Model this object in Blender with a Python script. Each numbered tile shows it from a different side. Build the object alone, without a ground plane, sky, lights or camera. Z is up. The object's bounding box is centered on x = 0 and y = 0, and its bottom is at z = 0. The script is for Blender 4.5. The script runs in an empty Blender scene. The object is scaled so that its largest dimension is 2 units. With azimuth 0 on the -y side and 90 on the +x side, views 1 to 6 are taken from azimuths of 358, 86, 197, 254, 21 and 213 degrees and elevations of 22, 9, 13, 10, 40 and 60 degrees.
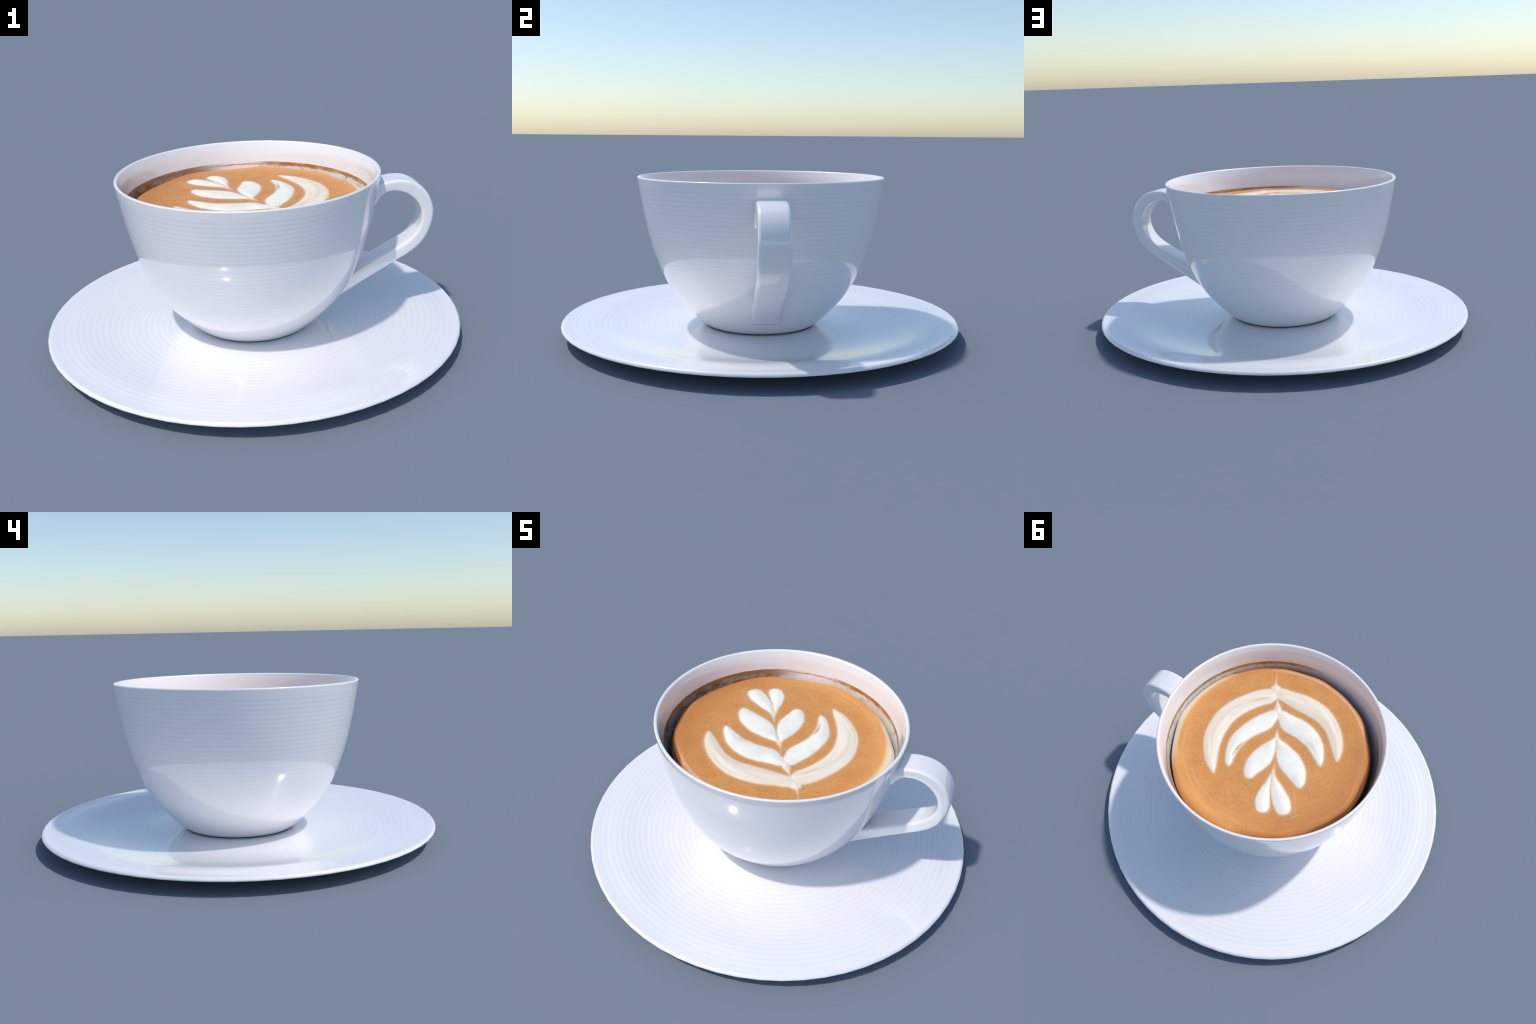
# A cup of coffee with a poured rosette in its foam, standing on a ribbed saucer.
import bpy, math
import numpy as np
from mathutils import noise, Vector

scene = bpy.context.scene


# ------------------------------------------------------------------ helpers
def spline(points, count):
    """Catmull-Rom curve through control points (chord-length parameter)."""
    p = np.array(points, float)
    s = np.concatenate([[0], np.cumsum(np.sqrt(np.linalg.norm(np.diff(p[:, :2], axis=0), axis=1)))])
    m = np.gradient(p, s, axis=0)
    q = np.linspace(0, s[-1], count)
    i = np.clip(np.searchsorted(s, q, side="right") - 1, 0, len(s) - 2)
    h = (s[i + 1] - s[i])[:, None]
    t = ((q - s[i]) / h[:, 0])[:, None]
    return ((2 * t**3 - 3 * t**2 + 1) * p[i] + (t**3 - 2 * t**2 + t) * h * m[i]
            + (3 * t**2 - 2 * t**3) * p[i + 1] + (t**3 - t**2) * h * m[i + 1])


def smooth01(x):
    x = np.clip(x, 0, 1)
    return x * x * (3 - 2 * x)


def make_mesh(name, verts, faces, materials, face_material=None):
    me = bpy.data.meshes.new(name)
    me.from_pydata([tuple(v) for v in verts], [], faces)
    for m in materials:
        me.materials.append(m)
    me.polygons.foreach_set("use_smooth", [True] * len(me.polygons))
    if face_material is not None:
        me.polygons.foreach_set("material_index", face_material)
    me.update()
    return me


def make_object(name, mesh, parent=None, location=(0, 0, 0)):
    ob = bpy.data.objects.new(name, mesh)
    scene.collection.objects.link(ob)
    ob.location = location
    ob.parent = parent
    return ob


def revolve(profile, segments):
    """Surface of revolution; profile points with r = 0 become poles."""
    verts, rings, faces = [], [], []
    a = np.arange(segments) * 2 * math.pi / segments
    for r, z in profile:
        if r < 1e-6:
            rings.append([len(verts)])
            verts.append((0, 0, z))
        else:
            rings.append(list(range(len(verts), len(verts) + segments)))
            verts.extend(zip(r * np.cos(a), r * np.sin(a), [z] * segments))
    owner = []
    for k, (lo, hi) in enumerate(zip(rings, rings[1:])):
        for i in range(segments):
            j = (i + 1) % segments
            if len(lo) == 1:
                faces.append((lo[0], hi[j], hi[i]))
            elif len(hi) == 1:
                faces.append((lo[i], lo[j], hi[0]))
            else:
                faces.append((lo[i], lo[j], hi[j], hi[i]))
            owner.append(k)
    return verts, faces, owner


def arc_length(curve):
    c = np.array(curve)
    return np.concatenate([[0], np.cumsum(np.linalg.norm(np.diff(c, axis=0), axis=1))])


# ------------------------------------------------------------------ materials
class Nodes:
    def __init__(self, name):
        self.mat = bpy.data.materials.new(name)
        self.mat.use_nodes = True
        self.tree = self.mat.node_tree
        self.shader = self.tree.nodes["Principled BSDF"]

    def new(self, kind, inputs=(), **props):
        n = self.tree.nodes.new(kind)
        for k, v in props.items():
            setattr(n, k, v)
        for k, v in dict(inputs).items():
            if isinstance(v, bpy.types.NodeSocket):
                self.tree.links.new(v, n.inputs[k])
            else:
                n.inputs[k].default_value = v
        return n

    def math(self, op, a, b=0.0, c=0.0, clamp=False):
        return self.new("ShaderNodeMath", {0: a, 1: b, 2: c}, operation=op, use_clamp=clamp).outputs[0]

    def band(self, x, lo, hi, a=0.0, b=1.0):
        return self.new("ShaderNodeMapRange", {"Value": x, "From Min": lo, "From Max": hi, "To Min": a, "To Max": b},
                        interpolation_type="SMOOTHSTEP").outputs[0]

    def mix(self, f, a, b):
        n = self.new("ShaderNodeMix", data_type="RGBA")
        for k, v in ((0, f), (6, a), (7, b)):
            if isinstance(v, bpy.types.NodeSocket):
                self.tree.links.new(v, n.inputs[k])
            else:
                n.inputs[k].default_value = (*v, 1.0) if isinstance(v, tuple) else v
        return n.outputs[2]

    def ramp(self, x, stops):
        n = self.new("ShaderNodeValToRGB", {0: x})
        e = n.color_ramp.elements
        while len(e) < len(stops):
            e.new(0.5)
        for el, (p, c) in zip(e, stops):
            el.position, el.color = p, (*c, 1.0)
        return n.outputs[0]

    def noise(self, vec, scale, detail=3.0, rough=0.55):
        return self.new("ShaderNodeTexNoise", {"Vector": vec, "Scale": scale, "Detail": detail, "Roughness": rough}).outputs[0]

    def set(self, **inputs):
        for k, v in inputs.items():
            s = self.shader.inputs[k.replace("_", " ")]
            if isinstance(v, bpy.types.NodeSocket):
                self.tree.links.new(v, s)
            else:
                s.default_value = v


GLAZE = (0.965, 0.935, 0.92)
GLOSS = dict(Roughness=0.32, IOR=1.45, Coat_Weight=1.0, Coat_IOR=1.85, Coat_Roughness=0.07)


def curve_map(n, value, points):
    node = n.new("ShaderNodeFloatCurve", {1: value})
    c = node.mapping.curves[0]
    while len(c.points) < len(points):
        c.points.new(0.5, 0.5)
    for p, (x, y) in zip(c.points, points):
        p.location = (x, y)
    node.mapping.update()
    return node.outputs[0]


def porcelain(name, ribs=None):
    """White body under a smooth clear glaze.  The turned ribs sit in the body, the
    glaze over them has run level.  ribs(n, x, y, z) gives (distance along profile, strength)."""
    n = Nodes(name)
    p = n.new("ShaderNodeTexCoord").outputs["Object"]
    speck = n.noise(p, 9.0, 2.0)
    n.set(Base_Color=n.mix(speck, tuple(c * 0.985 for c in GLAZE), tuple(min(c * 1.01, 0.97) for c in GLAZE)), **GLOSS)
    if ribs:
        pitch, tilt, where = ribs
        along, strength = where(n, *n.new("ShaderNodeSeparateXYZ", {0: p}).outputs)
        wave = n.math("SINE", n.math("MULTIPLY", along, 2 * math.pi / pitch))
        height = n.math("MULTIPLY", n.math("MULTIPLY", wave, strength), tilt * pitch / (2 * math.pi))
        n.set(Base_Color=n.mix(n.math("MULTIPLY", n.math("MULTIPLY_ADD", wave, 0.5, 0.5), strength), GLAZE, tuple(c * k for c, k in zip(GLAZE, (0.955, 0.965, 0.985)))))  # ribs tinted alternately, putting their bluish sky shading into the base colour
        n.set(Normal=n.new("ShaderNodeBump", {"Strength": 1.0, "Distance": 1.0, "Height": height}).outputs[0])
        n.set(Coat_Normal=n.new("ShaderNodeNewGeometry").outputs["Normal"])
    return n.mat


def stained_porcelain():
    """Glaze inside the cup: a drying line of coffee and milk along the filling level."""
    n = Nodes("stained_glaze")
    p = n.new("ShaderNodeTexCoord").outputs["Object"]
    xyz = n.new("ShaderNodeSeparateXYZ", {0: p})
    x, y, z = xyz.outputs
    angle = n.math("ARCTAN2", y, x)
    round_the_wall = n.new("ShaderNodeCombineXYZ", {0: n.math("COSINE", angle), 1: n.math("SINE", angle), 2: n.math("MULTIPLY", z, 2.5)}).outputs[0]
    wobble = n.noise(round_the_wall, 30.0, 3.0)
    level = n.math("ADD", z, n.math("MULTIPLY", n.math("SUBTRACT", wobble, 0.5), 0.004))
    level = n.math("SUBTRACT", level, n.math("MULTIPLY", n.math("COSINE", n.math("SUBTRACT", angle, 1.9)), 0.006))  # the line is a little tilted
    wet = n.band(level, STAIN_TOP + 0.0008, STAIN_TOP - 0.0012)
    # where round the wall the stain is strong (left and right) or rinsed away
    strong = n.math("ADD", n.math("MULTIPLY", n.band(n.math("COSINE", n.math("SUBTRACT", angle, 2.85)), 0.35, 0.75), 1.0),
                    n.band(n.math("COSINE", n.math("SUBTRACT", angle, 0.20)), 0.20, 0.50), clamp=True)
    strong = n.math("MAXIMUM", strong, n.band(n.math("COSINE", n.math("SUBTRACT", angle, -0.95)), 0.80, 0.97))
    patch = n.noise(round_the_wall, 6.0, 4.0, 0.6)
    mottled = n.noise(round_the_wall, 16.0, 5.0, 0.65)
    # a dark edge on top, washing out into milky streaks below
    left = n.band(n.math("COSINE", n.math("SUBTRACT", angle, 2.75)), 0.35, 0.9)
    depth = n.math("SUBTRACT", STAIN_TOP, level)
    reach = n.math("ADD", 0.019, n.math("MULTIPLY", left, 0.034))
    fall = n.math("ADD", n.math("DIVIDE", depth, reach), n.math("MULTIPLY", n.math("SUBTRACT", mottled, 0.5), 1.3))
    dark = n.band(fall, 1.25, 0.75)
    milk = n.mix(n.band(mottled, 0.30, 0.50), (0.58, 0.42, 0.18), (0.80, 0.75, 0.66))
    brown = n.mix(left, n.mix(n.band(patch, 0.35, 0.65), (0.44, 0.16, 0.035), (0.60, 0.34, 0.11)), (0.36, 0.155, 0.055))
    brown = n.mix(n.math("MULTIPLY", n.math("MULTIPLY", n.band(mottled, 0.50, 0.62), 0.6), left), brown, (0.40, 0.30, 0.18))
    stain = n.mix(dark, milk, brown)
    stain = n.mix(n.math("MULTIPLY", n.math("MULTIPLY", n.band(depth, 0.010, 0.035), n.band(patch, 0.42, 0.60)), left), stain, (0.46, 0.42, 0.35))
    line = n.math("MULTIPLY", n.band(n.math("ABSOLUTE", n.math("SUBTRACT", n.math("ADD", depth, n.math("MULTIPLY", n.math("SUBTRACT", mottled, 0.5), 0.012)), 0.013)), 0.006, 0.002),
                  n.band(n.math("COSINE", n.math("SUBTRACT", angle, 1.4)), 0.72, 0.88))
    strong = n.math("MAXIMUM", strong, n.math("MULTIPLY", line, 0.75))
    dots = n.band(n.noise(round_the_wall, 14.0, 2.0), 0.66, 0.72)
    amount = n.math("MULTIPLY", wet, n.math("MAXIMUM", strong, n.math("MULTIPLY", dots, 0.7)))
    n.set(Base_Color=n.mix(amount, GLAZE, stain), **{**GLOSS, "Coat_Weight": n.math("SUBTRACT", 1.0, n.math("MULTIPLY", amount, 0.6))})
    return n.mat


def foam(name, rich):
    """Coffee crema; the raised milk foam goes from orange to white with its height.
    rich: 0 plain white milk, 1 creamier milk stained by the crema."""
    n = Nodes(name)
    p = n.new("ShaderNodeTexCoord").outputs["Object"]
    x, y, z = n.new("ShaderNodeSeparateXYZ", {0: p}).outputs
    r = n.math("SQRT", n.math("ADD", n.math("MULTIPLY", x, x), n.math("MULTIPLY", y, y)))
    angle = n.math("ARCTAN2", y, x)
    height = n.math("MULTIPLY", n.math("DIVIDE", z, FOAM_RISE * 0.35), n.band(r, 0.489, 0.484))   # the lowest third carries the soft edge
    # crema
    broad = n.noise(p, 8.0, 5.0, 0.7)
    fine = n.noise(p, 85.0, 3.0, 0.65)
    crema = n.mix(n.band(broad, 0.3, 0.7), (0.67, 0.265, 0.066), (0.75, 0.335, 0.094))
    crema = n.mix(n.math("MULTIPLY", n.band(fine, 0.40, 0.72), 0.55), crema, (0.80, 0.40, 0.15))
    specks = n.new("ShaderNodeTexVoronoi", {"Vector": p, "Scale": 62.0, "Randomness": 1.0})
    tiny = n.math("MULTIPLY", n.band(specks.outputs["Distance"], 0.32, 0.06),
                  n.band(n.new("ShaderNodeSeparateColor", {0: specks.outputs["Color"]}).outputs[0], 0.45, 0.75))
    crema = n.mix(n.math("MULTIPLY", tiny, 0.55), crema, (0.36, 0.13, 0.035))
    # faint pale rings left by the pour
    def ring(radius, width, mid, spread, amount):
        on = n.band(n.math("ABSOLUTE", n.math("SUBTRACT", r, radius)), width, 0.0)
        return n.math("MULTIPLY", n.math("MULTIPLY", on, n.band(n.math("COSINE", n.math("SUBTRACT", angle, mid)), math.cos(spread), math.cos(spread * 0.5))), amount)
    pale = n.math("ADD", ring(0.452, 0.005, 1.40, 0.55, 0.35), ring(0.485, 0.006, 0.85, 0.6, 0.3))
    pale = n.math("MULTIPLY", pale, n.band(n.noise(p, 12.0, 2.0), 0.25, 0.6))
    crema = n.mix(pale, crema, (0.86, 0.55, 0.30))
    # outer crema, paler orange on one side and deeper brown on the opposite
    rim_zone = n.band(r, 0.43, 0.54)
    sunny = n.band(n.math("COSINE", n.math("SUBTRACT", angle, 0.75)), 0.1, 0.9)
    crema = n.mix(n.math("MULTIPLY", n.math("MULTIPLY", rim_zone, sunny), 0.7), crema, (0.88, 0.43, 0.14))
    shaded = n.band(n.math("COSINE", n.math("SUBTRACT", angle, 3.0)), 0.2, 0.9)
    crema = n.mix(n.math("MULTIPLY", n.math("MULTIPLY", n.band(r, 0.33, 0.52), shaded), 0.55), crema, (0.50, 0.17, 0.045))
    # band of pale pinkish specks along the bend
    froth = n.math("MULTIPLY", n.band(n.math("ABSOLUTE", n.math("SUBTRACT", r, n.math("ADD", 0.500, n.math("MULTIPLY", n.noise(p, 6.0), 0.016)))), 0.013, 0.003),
                   n.band(n.math("COSINE", n.math("SUBTRACT", angle, -1.75)), 0.55, 0.92))
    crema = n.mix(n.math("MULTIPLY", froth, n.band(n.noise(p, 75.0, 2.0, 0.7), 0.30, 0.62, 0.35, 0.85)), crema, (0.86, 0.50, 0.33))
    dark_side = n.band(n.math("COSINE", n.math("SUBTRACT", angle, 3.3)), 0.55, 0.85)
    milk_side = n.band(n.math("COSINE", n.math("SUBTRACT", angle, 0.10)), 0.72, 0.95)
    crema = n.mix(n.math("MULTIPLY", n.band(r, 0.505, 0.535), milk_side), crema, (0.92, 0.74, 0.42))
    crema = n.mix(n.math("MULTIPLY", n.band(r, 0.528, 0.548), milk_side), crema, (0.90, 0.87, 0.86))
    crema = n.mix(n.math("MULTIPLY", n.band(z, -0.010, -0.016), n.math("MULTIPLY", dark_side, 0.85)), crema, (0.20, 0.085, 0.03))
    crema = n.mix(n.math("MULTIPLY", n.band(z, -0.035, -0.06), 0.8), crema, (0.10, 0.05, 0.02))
    # milk
    swirl = n.noise(n.new("ShaderNodeMapping", {0: n.new("ShaderNodeCombineXYZ", {0: n.math("MULTIPLY", r, 34.0), 1: n.math("MULTIPLY", angle, 1.2)}).outputs[0]}).outputs[0], 1.0, 3.0, 0.5)
    clouds = n.noise(p, 9.0, 2.0, 0.5)
    white = n.mix(n.band(clouds, 0.35, 0.65), (0.935, 0.885, 0.75), (1.0, 0.975, 0.83))
    cream = n.mix(n.band(swirl, 0.35, 0.65), (0.965, 0.87, 0.71), (0.92, 0.77, 0.57))
    streak = n.math("MULTIPLY", n.band(swirl, 0.56, 0.72), n.band(n.noise(p, 5.0, 1.0), 0.45, 0.6))
    cream = n.mix(n.math("MULTIPLY", streak, 0.6), cream, (0.82, 0.52, 0.25))
    milk = n.mix(rich, white, cream)
    edge = n.ramp(height, [(0.0, (0, 0, 0)), (0.28, (0.12, 0.12, 0.12)), (0.62, (0.72, 0.72, 0.72)), (0.95, (1, 1, 1))])
    halo = n.math("MULTIPLY", n.band(height, 0.02, 0.14), 0.45)
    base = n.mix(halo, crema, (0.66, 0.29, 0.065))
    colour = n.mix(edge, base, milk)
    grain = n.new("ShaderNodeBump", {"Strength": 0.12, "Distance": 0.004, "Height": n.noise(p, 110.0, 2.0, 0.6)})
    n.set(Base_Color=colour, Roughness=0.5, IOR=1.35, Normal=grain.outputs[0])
    n.set(Subsurface_Weight=0.0)
    return n.mat


# ------------------------------------------------------------------ sizes
WALL = 0.021
STAIN_TOP = 0.682
COFFEE_LEVEL = 0.6735
FOAM_RISE = 0.0100
SAUCER_TOP = 0.0415

# ------------------------------------------------------------------ saucer
# the slope of the dish against radius; its height follows by adding up
slope_r = np.array([0.0, 0.30, 0.34, 0.46, 0.50, 0.53, 0.56, 0.60, 0.64, 0.68, 0.73, 0.78, 0.815, 0.865, 0.905, 0.945, 0.968, 0.985])
slope_v = np.array([0.0, 0.0, -0.028, -0.028, -0.008, 0.018, 0.045, 0.070, 0.095, 0.120, 0.150, 0.165, 0.160, 0.072, 0.002, 0.050, 0.104, 0.113])
rr = np.linspace(0.0, 0.985, 140)
zz = SAUCER_TOP + np.concatenate([[0], np.cumsum(np.diff(rr) * np.interp((rr[1:] + rr[:-1]) / 2, slope_r, slope_v))])
dish = np.stack([rr, zz], 1)
edge_z = dish[-1][1]
lip = [(0.9880, edge_z + 0.0003), (0.9915, edge_z - 0.0013), (0.9950, edge_z - 0.0040), (0.9978, edge_z - 0.0070),
       (0.9995, edge_z - 0.0103), (1.0, edge_z - 0.0130), (0.9985, edge_z - 0.0158), (0.994, edge_z - 0.0175), (0.988, edge_z - 0.0182)]
under = spline([(0.97, edge_z - 0.0192), (0.86, edge_z - 0.027), (0.74, edge_z - 0.038), (0.64, 0.022), (0.605, 0.012)], 24)
foot = [(0.598, 0.003), (0.592, 0.0), (0.572, 0.0), (0.566, 0.004), (0.555, 0.012), (0.52, 0.018), (0.30, 0.022), (0.0, 0.022)]
profile = [tuple(p) for p in dish] + lip + [tuple(p) for p in under] + foot
verts, faces, _ = revolve(profile[::-1], 64)


def saucer_rings(n, x, y, z):
    r = n.math("SQRT", n.math("ADD", n.math("MULTIPLY", x, x), n.math("MULTIPLY", y, y)))
    return r, n.math("MULTIPLY", n.band(r, 0.30, 0.48), n.band(r, 0.978, 0.93))


glaze = porcelain("white_glaze")
saucer = make_object("saucer", make_mesh("saucer", verts, faces, [porcelain("ringed_glaze", (0.0296, 0.055, saucer_rings))]))
saucer["label"] = "round white porcelain saucer with fine concentric ribs"
saucer["category"] = "saucer"

# ------------------------------------------------------------------ cup body
cup = bpy.data.objects.new("coffee_cup", None)
cup.location = (0, 0, SAUCER_TOP)
scene.collection.objects.link(cup)
cup["label"] = "white porcelain cup of coffee with a leaf poured in milk foam"
cup["category"] = "coffee cup"


def in_cup(name, mesh, parent=None, origin=(0, 0, 0)):
    """Parts keep their vertices in scene coordinates relative to `origin`."""
    base = Vector((0, 0, SAUCER_TOP)) if parent is None else Vector(parent["origin"])
    ob = make_object(name, mesh, parent or cup, Vector(origin) - base)
    ob["origin"] = tuple(origin)
    return ob


wall_points = [(0.2815, 0.0478), (0.2995, 0.060), (0.3424, 0.100), (0.3905, 0.150), (0.4325, 0.200), (0.4710, 0.260), (0.5005, 0.320),
               (0.5312, 0.400), (0.5607, 0.500), (0.5831, 0.600), (0.6010, 0.700), (0.6102, 0.755), (0.6135, 0.778), (0.6147, 0.787)]
outside = spline(wall_points, 150)
reach = arc_length(outside)


def cup_rings(n, x, y, z):
    # height -> distance along the wall, so that the rings keep their spacing round the belly
    pick = np.linspace(0, len(outside) - 1, 14).astype(int)
    along = curve_map(n, z, [(float(outside[i][1]), float(reach[i])) for i in pick])
    return along, n.math("MULTIPLY", n.band(z, 0.05, 0.48, 0.15, 1.0), n.band(z, 0.770, 0.745))


rim = [(r_, z_ - 0.0052) for r_, z_ in [(0.6150, 0.7955), (0.6136, 0.7983), (0.6108, 0.8000), (0.6072, 0.8005), (0.6034, 0.7996), (0.6003, 0.7974), (0.5984, 0.7942)]]
inside_wall = [(0.5967, 0.782)] + [(r - WALL - 0.002 * (0.78 - z), z) for r, z in wall_points[-3:5:-1]]
inside = np.vstack([spline(inside_wall[:9], 60), [(0.38, 0.18), (0.25, 0.11), (0.0, 0.085)]])
foot = [(0.0, 0.052), (0.21, 0.051), (0.24, 0.0475), (0.2785, 0.0468)]
profile = foot + [tuple(p) for p in outside] + rim + [tuple(p) for p in inside]
verts, faces, owner = revolve(profile, 144)
first_inside = len(foot) + len(outside) + len(rim)
body = in_cup("cup_body", make_mesh("cup_body", verts, faces, [porcelain("turned_glaze", (0.0213, 0.040, cup_rings)), stained_porcelain()],
                                    [1 if k >= first_inside else 0 for k in owner]))

# dark clay ring, blackened to draw the shadow gap under the wall
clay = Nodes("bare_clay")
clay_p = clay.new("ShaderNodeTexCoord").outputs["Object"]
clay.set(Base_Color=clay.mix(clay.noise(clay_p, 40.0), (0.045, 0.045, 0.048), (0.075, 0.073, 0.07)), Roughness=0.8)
verts, faces, _ = revolve([(0.235, 0.0495), (0.236, 0.0445), (0.240, 0.0422), (0.2750, 0.0422), (0.2765, 0.0432), (0.2770, 0.0478)], 144)
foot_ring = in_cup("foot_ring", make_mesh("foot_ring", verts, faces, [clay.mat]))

# ------------------------------------------------------------------ handle
over = spline([(0.586, 0.701), (0.612, 0.712), (0.650, 0.7225), (0.694, 0.7275), (0.745, 0.7215), (0.798, 0.698), (0.840, 0.653), (0.8655, 0.595),
               (0.8705, 0.553), (0.8615, 0.499), (0.8395, 0.443), (0.806, 0.3985), (0.763, 0.3645), (0.688, 0.3195), (0.590, 0.261),
               (0.500, 0.2065), (0.445, 0.1715), (0.400, 0.1400), (0.376, 0.120)], 110)
below = spline([(0.576, 0.592), (0.596, 0.618), (0.614, 0.650), (0.640, 0.6690), (0.676, 0.6755), (0.716, 0.6690), (0.752, 0.6520), (0.788, 0.6180),
                (0.809, 0.578), (0.8140, 0.535), (0.800, 0.484), (0.769, 0.4425), (0.730, 0.4120), (0.690, 0.3885), (0.590, 0.3320),
                (0.545, 0.3050), (0.500, 0.2780), (0.470, 0.2600), (0.440, 0.242)], 110)
HALF_WIDTH, ROUND = 0.0685, 0.0155
verts, faces = [], []
corner = 6
for o, b in zip(over, below):
    mid, across = (o + b) / 2, (o - b) / 2
    half = np.linalg.norm(across)
    across = across / half
    ro = min(ROUND, half * 0.8)
    for k, (sy, sn) in enumerate(((1, 1), (-1, 1), (-1, -1), (1, -1))):
        for c in range(corner + 1):
            a = math.radians(90 * c / corner) + k * math.pi / 2
            y = sy * (HALF_WIDTH - ro) + ro * math.cos(a)
            d = sn * (half - ro) + ro * math.sin(a)
            # gently swollen faces
            d += 0.0015 * (1 - (y / HALF_WIDTH) ** 2) * (1 if d > 0 else -1)
            verts.append((mid[0] + across[0] * d, y, mid[1] + across[1] * d))
n_ring = 4 * (corner + 1)
for i in range(len(over) - 1):
    for j in range(n_ring):
        k = (j + 1) % n_ring
        faces.append((i * n_ring + j, (i + 1) * n_ring + j, (i + 1) * n_ring + k, i * n_ring + k))
faces.append(tuple(range(n_ring)))
faces.append(tuple(reversed(range((len(over) - 1) * n_ring, len(over) * n_ring))))
handle = in_cup("handle", make_mesh("handle", verts, faces, [glaze]))

# ------------------------------------------------------------------ coffee with poured rosette
# each petal: middle line from the stem to its tip, with half width  (x, y, half width)
PETALS = {
    "broad": [
        [(0.1906, -0.289, .0340), (0.204, -0.2625, .0480), (0.234, -0.226, .0520), (0.268, -0.175, .0533), (0.305, -0.099, .0551), (0.324, -0.004, .0553),
         (0.310, 0.104, .0521), (0.277, 0.182, .0431), (0.228, 0.251, .0320), (0.195, 0.286, .0190), (0.172, 0.309, .0060)],
        [(0.168, -0.312, .0340), (0.135, -0.3155, .0420), (0.100, -0.318, .0444), (0.048, -0.325, .0531), (-0.026, -0.330, .0576), (-0.110, -0.323, .0517),
         (-0.197, -0.286, .0424), (-0.254, -0.238, .0370), (-0.301, -0.181, .0288), (-0.322, -0.146, .0190), (-0.336, -0.121, .0080)]],
    "slim": [
        [(0.107, -0.188, .0200), (0.110, -0.168, .0340), (0.116, -0.141, .0408), (0.126, -0.102, .0520), (0.149, -0.052, .0504), (0.170, 0.007, .0445),
         (0.180, 0.077, .0407), (0.171, 0.131, .0317), (0.154, 0.184, .0236), (0.141, 0.211, .0170), (0.131, 0.226, .0080)],
        [(0.088, -0.197, .0190), (0.066, -0.193, .0340), (0.038, -0.188, .0376), (0.002, -0.175, .0530), (-0.050, -0.176, .0573), (-0.109, -0.168, .0547),
         (-0.171, -0.145, .0458), (-0.213, -0.115, .0370), (-0.249, -0.080, .0247), (-0.267, -0.058, .0160), (-0.276, -0.046, .0080)],
        [(0.015, -0.047, .0080), (0.013, -0.033, .0120), (0.011, -0.012, .0221), (0.010, 0.014, .0342), (0.009, 0.051, .0468), (0.009, 0.094, .0562),
         (0.014, 0.143, .0509), (0.013, 0.180, .0398), (0.006, 0.212, .0270)],
        [(0.002, -0.053, .0080), (-0.012, -0.045, .0126), (-0.033, -0.032, .0231), (-0.057, -0.018, .0353), (-0.089, 0.006, .0510), (-0.132, 0.029, .0610),
         (-0.180, 0.055, .0552), (-0.214, 0.079, .0438), (-0.242, 0.106, .0280), (-0.254, 0.121, .0150)],
        [(-0.090, 0.144, .003), (-0.096, 0.164, .0060), (-0.101, 0.182, .0100), (-0.108, 0.204, .0150), (-0.115, 0.235, .0218), (-0.127, 0.270, .0309),
         (-0.144, 0.308, .0372), (-0.162, 0.332, .0347)],
        [(-0.098, 0.137, .003), (-0.111, 0.152, .0093), (-0.123, 0.167, .0150), (-0.138, 0.184, .0227), (-0.165, 0.205, .0316), (-0.195, 0.230, .0388),
         (-0.230, 0.258, .0443), (-0.254, 0.279, .0410)]],
}
STEM = [(0.268, -0.436, -.004), (0.239, -0.394, -.001), (0.228, -0.374, .001), (0.218, -0.357, .003), (0.2106, -0.3456, .008), (0.202, -0.3333, .016), (0.1935, -0.321, .030), (0.183, -0.306, .027),
        (0.168, -0.284, .008), (0.146, -0.265, .003), (0.128, -0.241, .009), (0.114, -0.221, .018), (0.102, -0.203, .021), (0.086, -0.179, .006), (0.064, -0.142, -.003),
        (0.044, -0.110, -.002), (0.028, -0.083, .003), (0.014, -0.061, .010), (0.002, -0.040, .006), (-0.014, -0.016, -.004),
        (-0.041, 0.031, -.005), (-0.065, 0.076, -.002), (-0.082, 0.111, .003), (-0.098, 0.145, .008), (-0.106, 0.166, .006)]
SCRATCHES = [[(-0.205, 0.130, .0), (-0.240, 0.160, .0005), (-0.280, 0.209, .001), (-0.325, 0.272, .001)],
             [(-0.321, 0.311, .001), (-0.331, 0.285, .002), (-0.355, 0.262, .0), (-0.390, 0.232, -.003)]]

# places where the milk is thin and the crema shows through: (stroke, how much)
HOLLOWS = [
    ([(0.203, -0.334, -.009), (0.186, -0.308, -.008), (0.168, -0.284, -.007)], 0.35),
    ([(0.090, -0.180, -.008), (0.064, -0.142, -.004), (0.044, -0.110, -.006)], 0.5),
    ([(-0.020, -0.010, -.008), (-0.055, 0.055, -.004), (-0.078, 0.100, -.008)], 0.4),
    ([(0.140, -0.320, -.004), (0.060, -0.346, -.003), (-0.028, -0.358, -.001), (-0.112, -0.350, .001), (-0.183, -0.313, .003), (-0.225, -0.274, .004)], 0.38),
    ([(0.327, -0.045, -.004), (0.328, 0.050, .000), (0.328, 0.115, .003), (0.280, 0.188, .006), (0.252, 0.225, .003)], 0.30),
    ([(0.151, 0.170, .002), (0.155, 0.123, .006), (0.151, 0.084, .003), (0.140, 0.055, -.004)], 0.95),
    ([(-0.205, -0.093, .002), (-0.170, -0.111, .006), (-0.134, -0.119, .001)], 0.55)]

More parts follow.
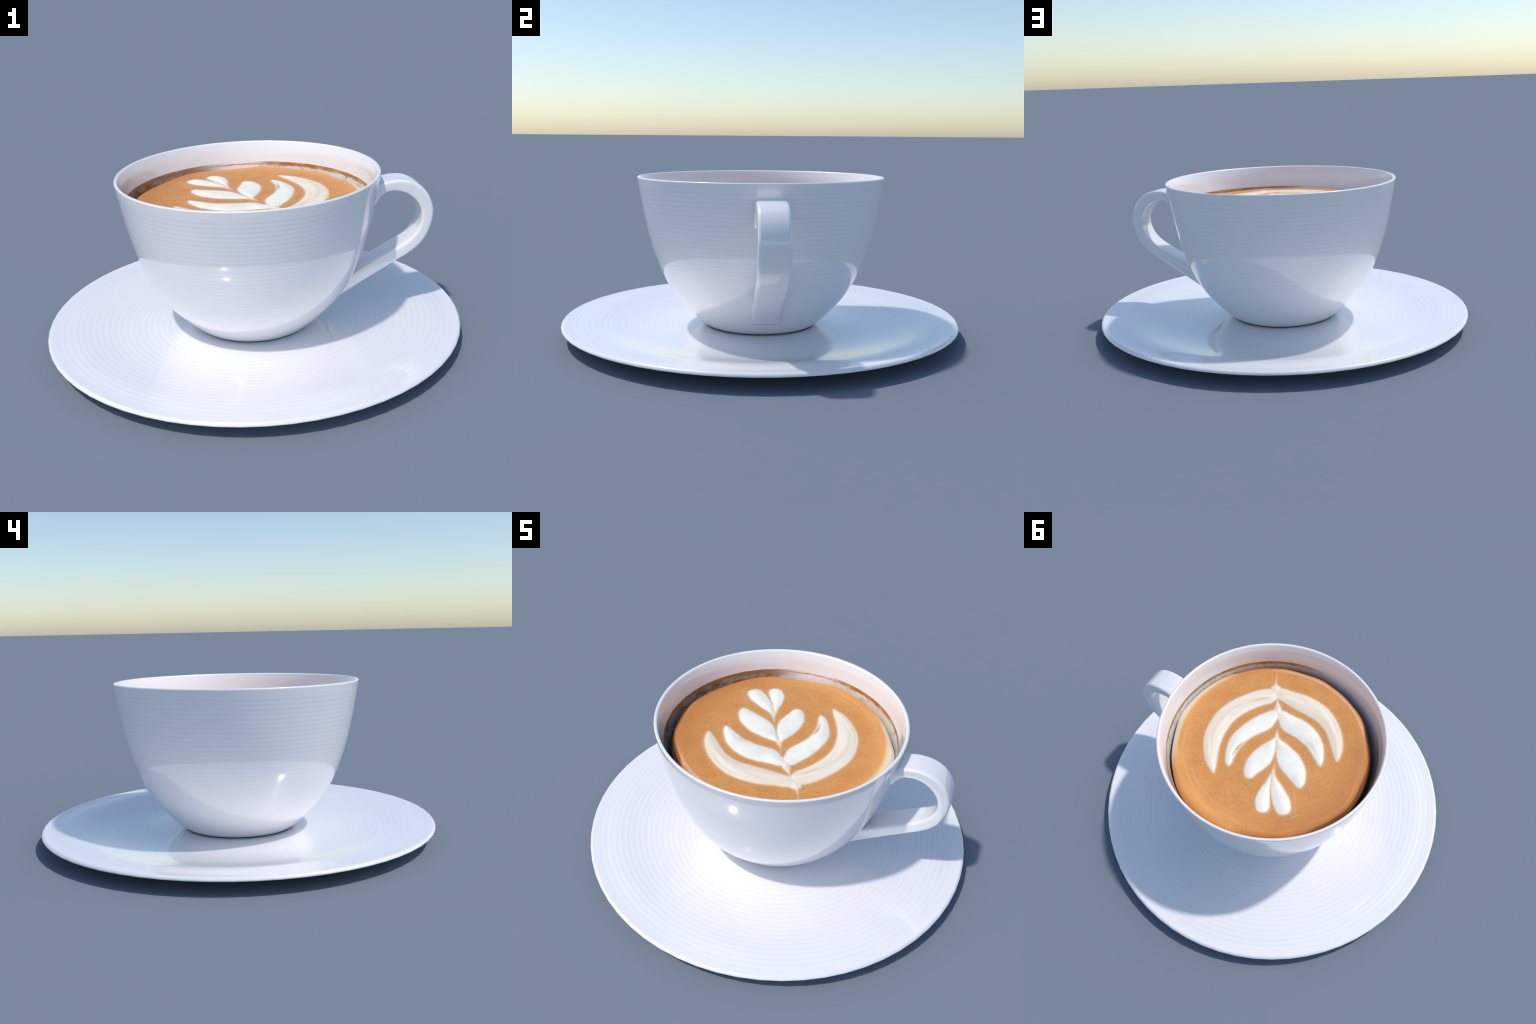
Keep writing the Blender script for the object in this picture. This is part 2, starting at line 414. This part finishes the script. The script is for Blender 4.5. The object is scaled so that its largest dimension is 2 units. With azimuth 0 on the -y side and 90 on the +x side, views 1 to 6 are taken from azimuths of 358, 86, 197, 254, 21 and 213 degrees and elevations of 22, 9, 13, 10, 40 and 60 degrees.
# rings of the coffee surface: flat middle, edge bending down to the wall
flat = np.linspace(0.0, 0.485, 122)
bend = spline([(0.485, 0.0), (0.508, -0.0025), (0.527, -0.0100), (0.541, -0.0225), (0.5505, -0.038), (0.553, -0.058), (0.545, -0.085)], 34)[1:]
SEG = 640
theta = np.arange(SEG) * 2 * math.pi / SEG
ring_r = np.concatenate([flat[1:], bend[:, 0]])
ring_z = np.concatenate([np.zeros(len(flat) - 1), bend[:, 1]])
waver = np.array([noise.noise(Vector((math.cos(t) * 1.6, math.sin(t) * 1.6, 4.2))) * 0.014
                  + noise.noise(Vector((math.cos(t) * 4.5, math.sin(t) * 4.5, 1.7))) * 0.007
                  + 0.004 * math.cos(t - 0.3) for t in theta])
grow = smooth01((ring_r - 0.42) / 0.08)
R = ring_r[:, None] + grow[:, None] * waver[None, :]
X, Y = R * np.cos(theta), R * np.sin(theta)
Z = np.repeat(ring_z[:, None], SEG, 1)


def inside_of(strokes, count=70):
    """How far each surface point lies inside a tapering stroke."""
    best = np.full(X.shape, -1.0)
    for x, y, w in spline(strokes, count):
        best = np.maximum(best, w - np.hypot(X - x, Y - y))
    return best


stem_depth = inside_of(STEM, 160)
petal_depth = {k: [inside_of(p) for p in v] for k, v in PETALS.items()}
all_depth = np.max([d for v in petal_depth.values() for d in v] + [stem_depth], axis=0)
scratch = np.max([inside_of(s, 60) for s in SCRATCHES], axis=0)
ragged = np.array([noise.noise(Vector((float(a) * 38, float(b) * 38, 0.3))) for a, b in zip(X.ravel(), Y.ravel())]).reshape(X.shape) * 0.0022
lift = smooth01((all_depth + ragged + 0.0195) / 0.0400)
rise = 0.35 * lift + 0.65 * np.sin(np.clip(all_depth / 0.048, 0, 1) * math.pi / 2) ** 1.3 * lift
for hollow, amount in HOLLOWS:
    rise = rise * (1 - amount * smooth01((inside_of(hollow) + ragged + 0.012) / 0.022))
rise = np.maximum(rise, 0.11 * smooth01((scratch + 0.006) / 0.008))
edge_wave = np.array([noise.noise(Vector((math.cos(t) * 3.0, math.sin(t) * 3.0, 9.1))) * 0.010 for t in theta])
Z = Z + FOAM_RISE * rise * (R < 0.485) + edge_wave[None, :] * smooth01((R - 0.49) / 0.03)

# the surface is one skin; its faces belong to the crema, the petals or the stem
verts = np.concatenate([[(0, 0, FOAM_RISE * rise[0].mean())], np.stack([X, Y, Z], -1).reshape(-1, 3)])
names = [("foam_petal", k, d) for k in ("broad", "slim") for d in petal_depth[k]] + [("foam_stem", "stem", stem_depth)]
label = np.argmax([d for _, _, d in names], axis=0) + 1
label[all_depth < -0.0195] = 0
groups = {i: [] for i in range(len(names) + 1)}
rings_n = len(ring_r)
for j in range(SEG):
    k = (j + 1) % SEG
    groups[int(label[0, j])].append((0, 1 + j, 1 + k))
for i in range(rings_n - 1):
    for j in range(SEG):
        k = (j + 1) % SEG
        a, b = 1 + i * SEG, 1 + (i + 1) * SEG
        groups[int(label[i, j])].append((a + j, b + j, b + k, a + k))
bottom = 1 + (rings_n - 1) * SEG
groups[0].append(tuple(bottom + j for j in reversed(range(SEG))))

whole = make_mesh("whole_surface", verts, [f for g in groups.values() for f in g], [])
normals = np.empty(len(verts) * 3, np.float32)
whole.vertices.foreach_get("normal", normals)
normals = normals.reshape(-1, 3)
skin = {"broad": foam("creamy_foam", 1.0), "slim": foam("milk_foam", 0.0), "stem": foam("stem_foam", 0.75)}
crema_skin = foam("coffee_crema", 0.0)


def piece(name, group, material):
    used = sorted({v for f in group for v in f})
    new = {v: i for i, v in enumerate(used)}
    me = make_mesh(name, verts[used], [tuple(new[v] for v in f) for f in group], [material])
    me.normals_split_custom_set_from_vertices([tuple(normals[v]) for v in used])
    return me


origin = (0, 0, COFFEE_LEVEL)
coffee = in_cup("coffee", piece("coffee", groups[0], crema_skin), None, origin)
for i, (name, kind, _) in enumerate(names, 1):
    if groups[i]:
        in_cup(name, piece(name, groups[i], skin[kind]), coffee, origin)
bpy.data.meshes.remove(whole)
for ob in scene.objects:
    if "origin" in ob:
        del ob["origin"]
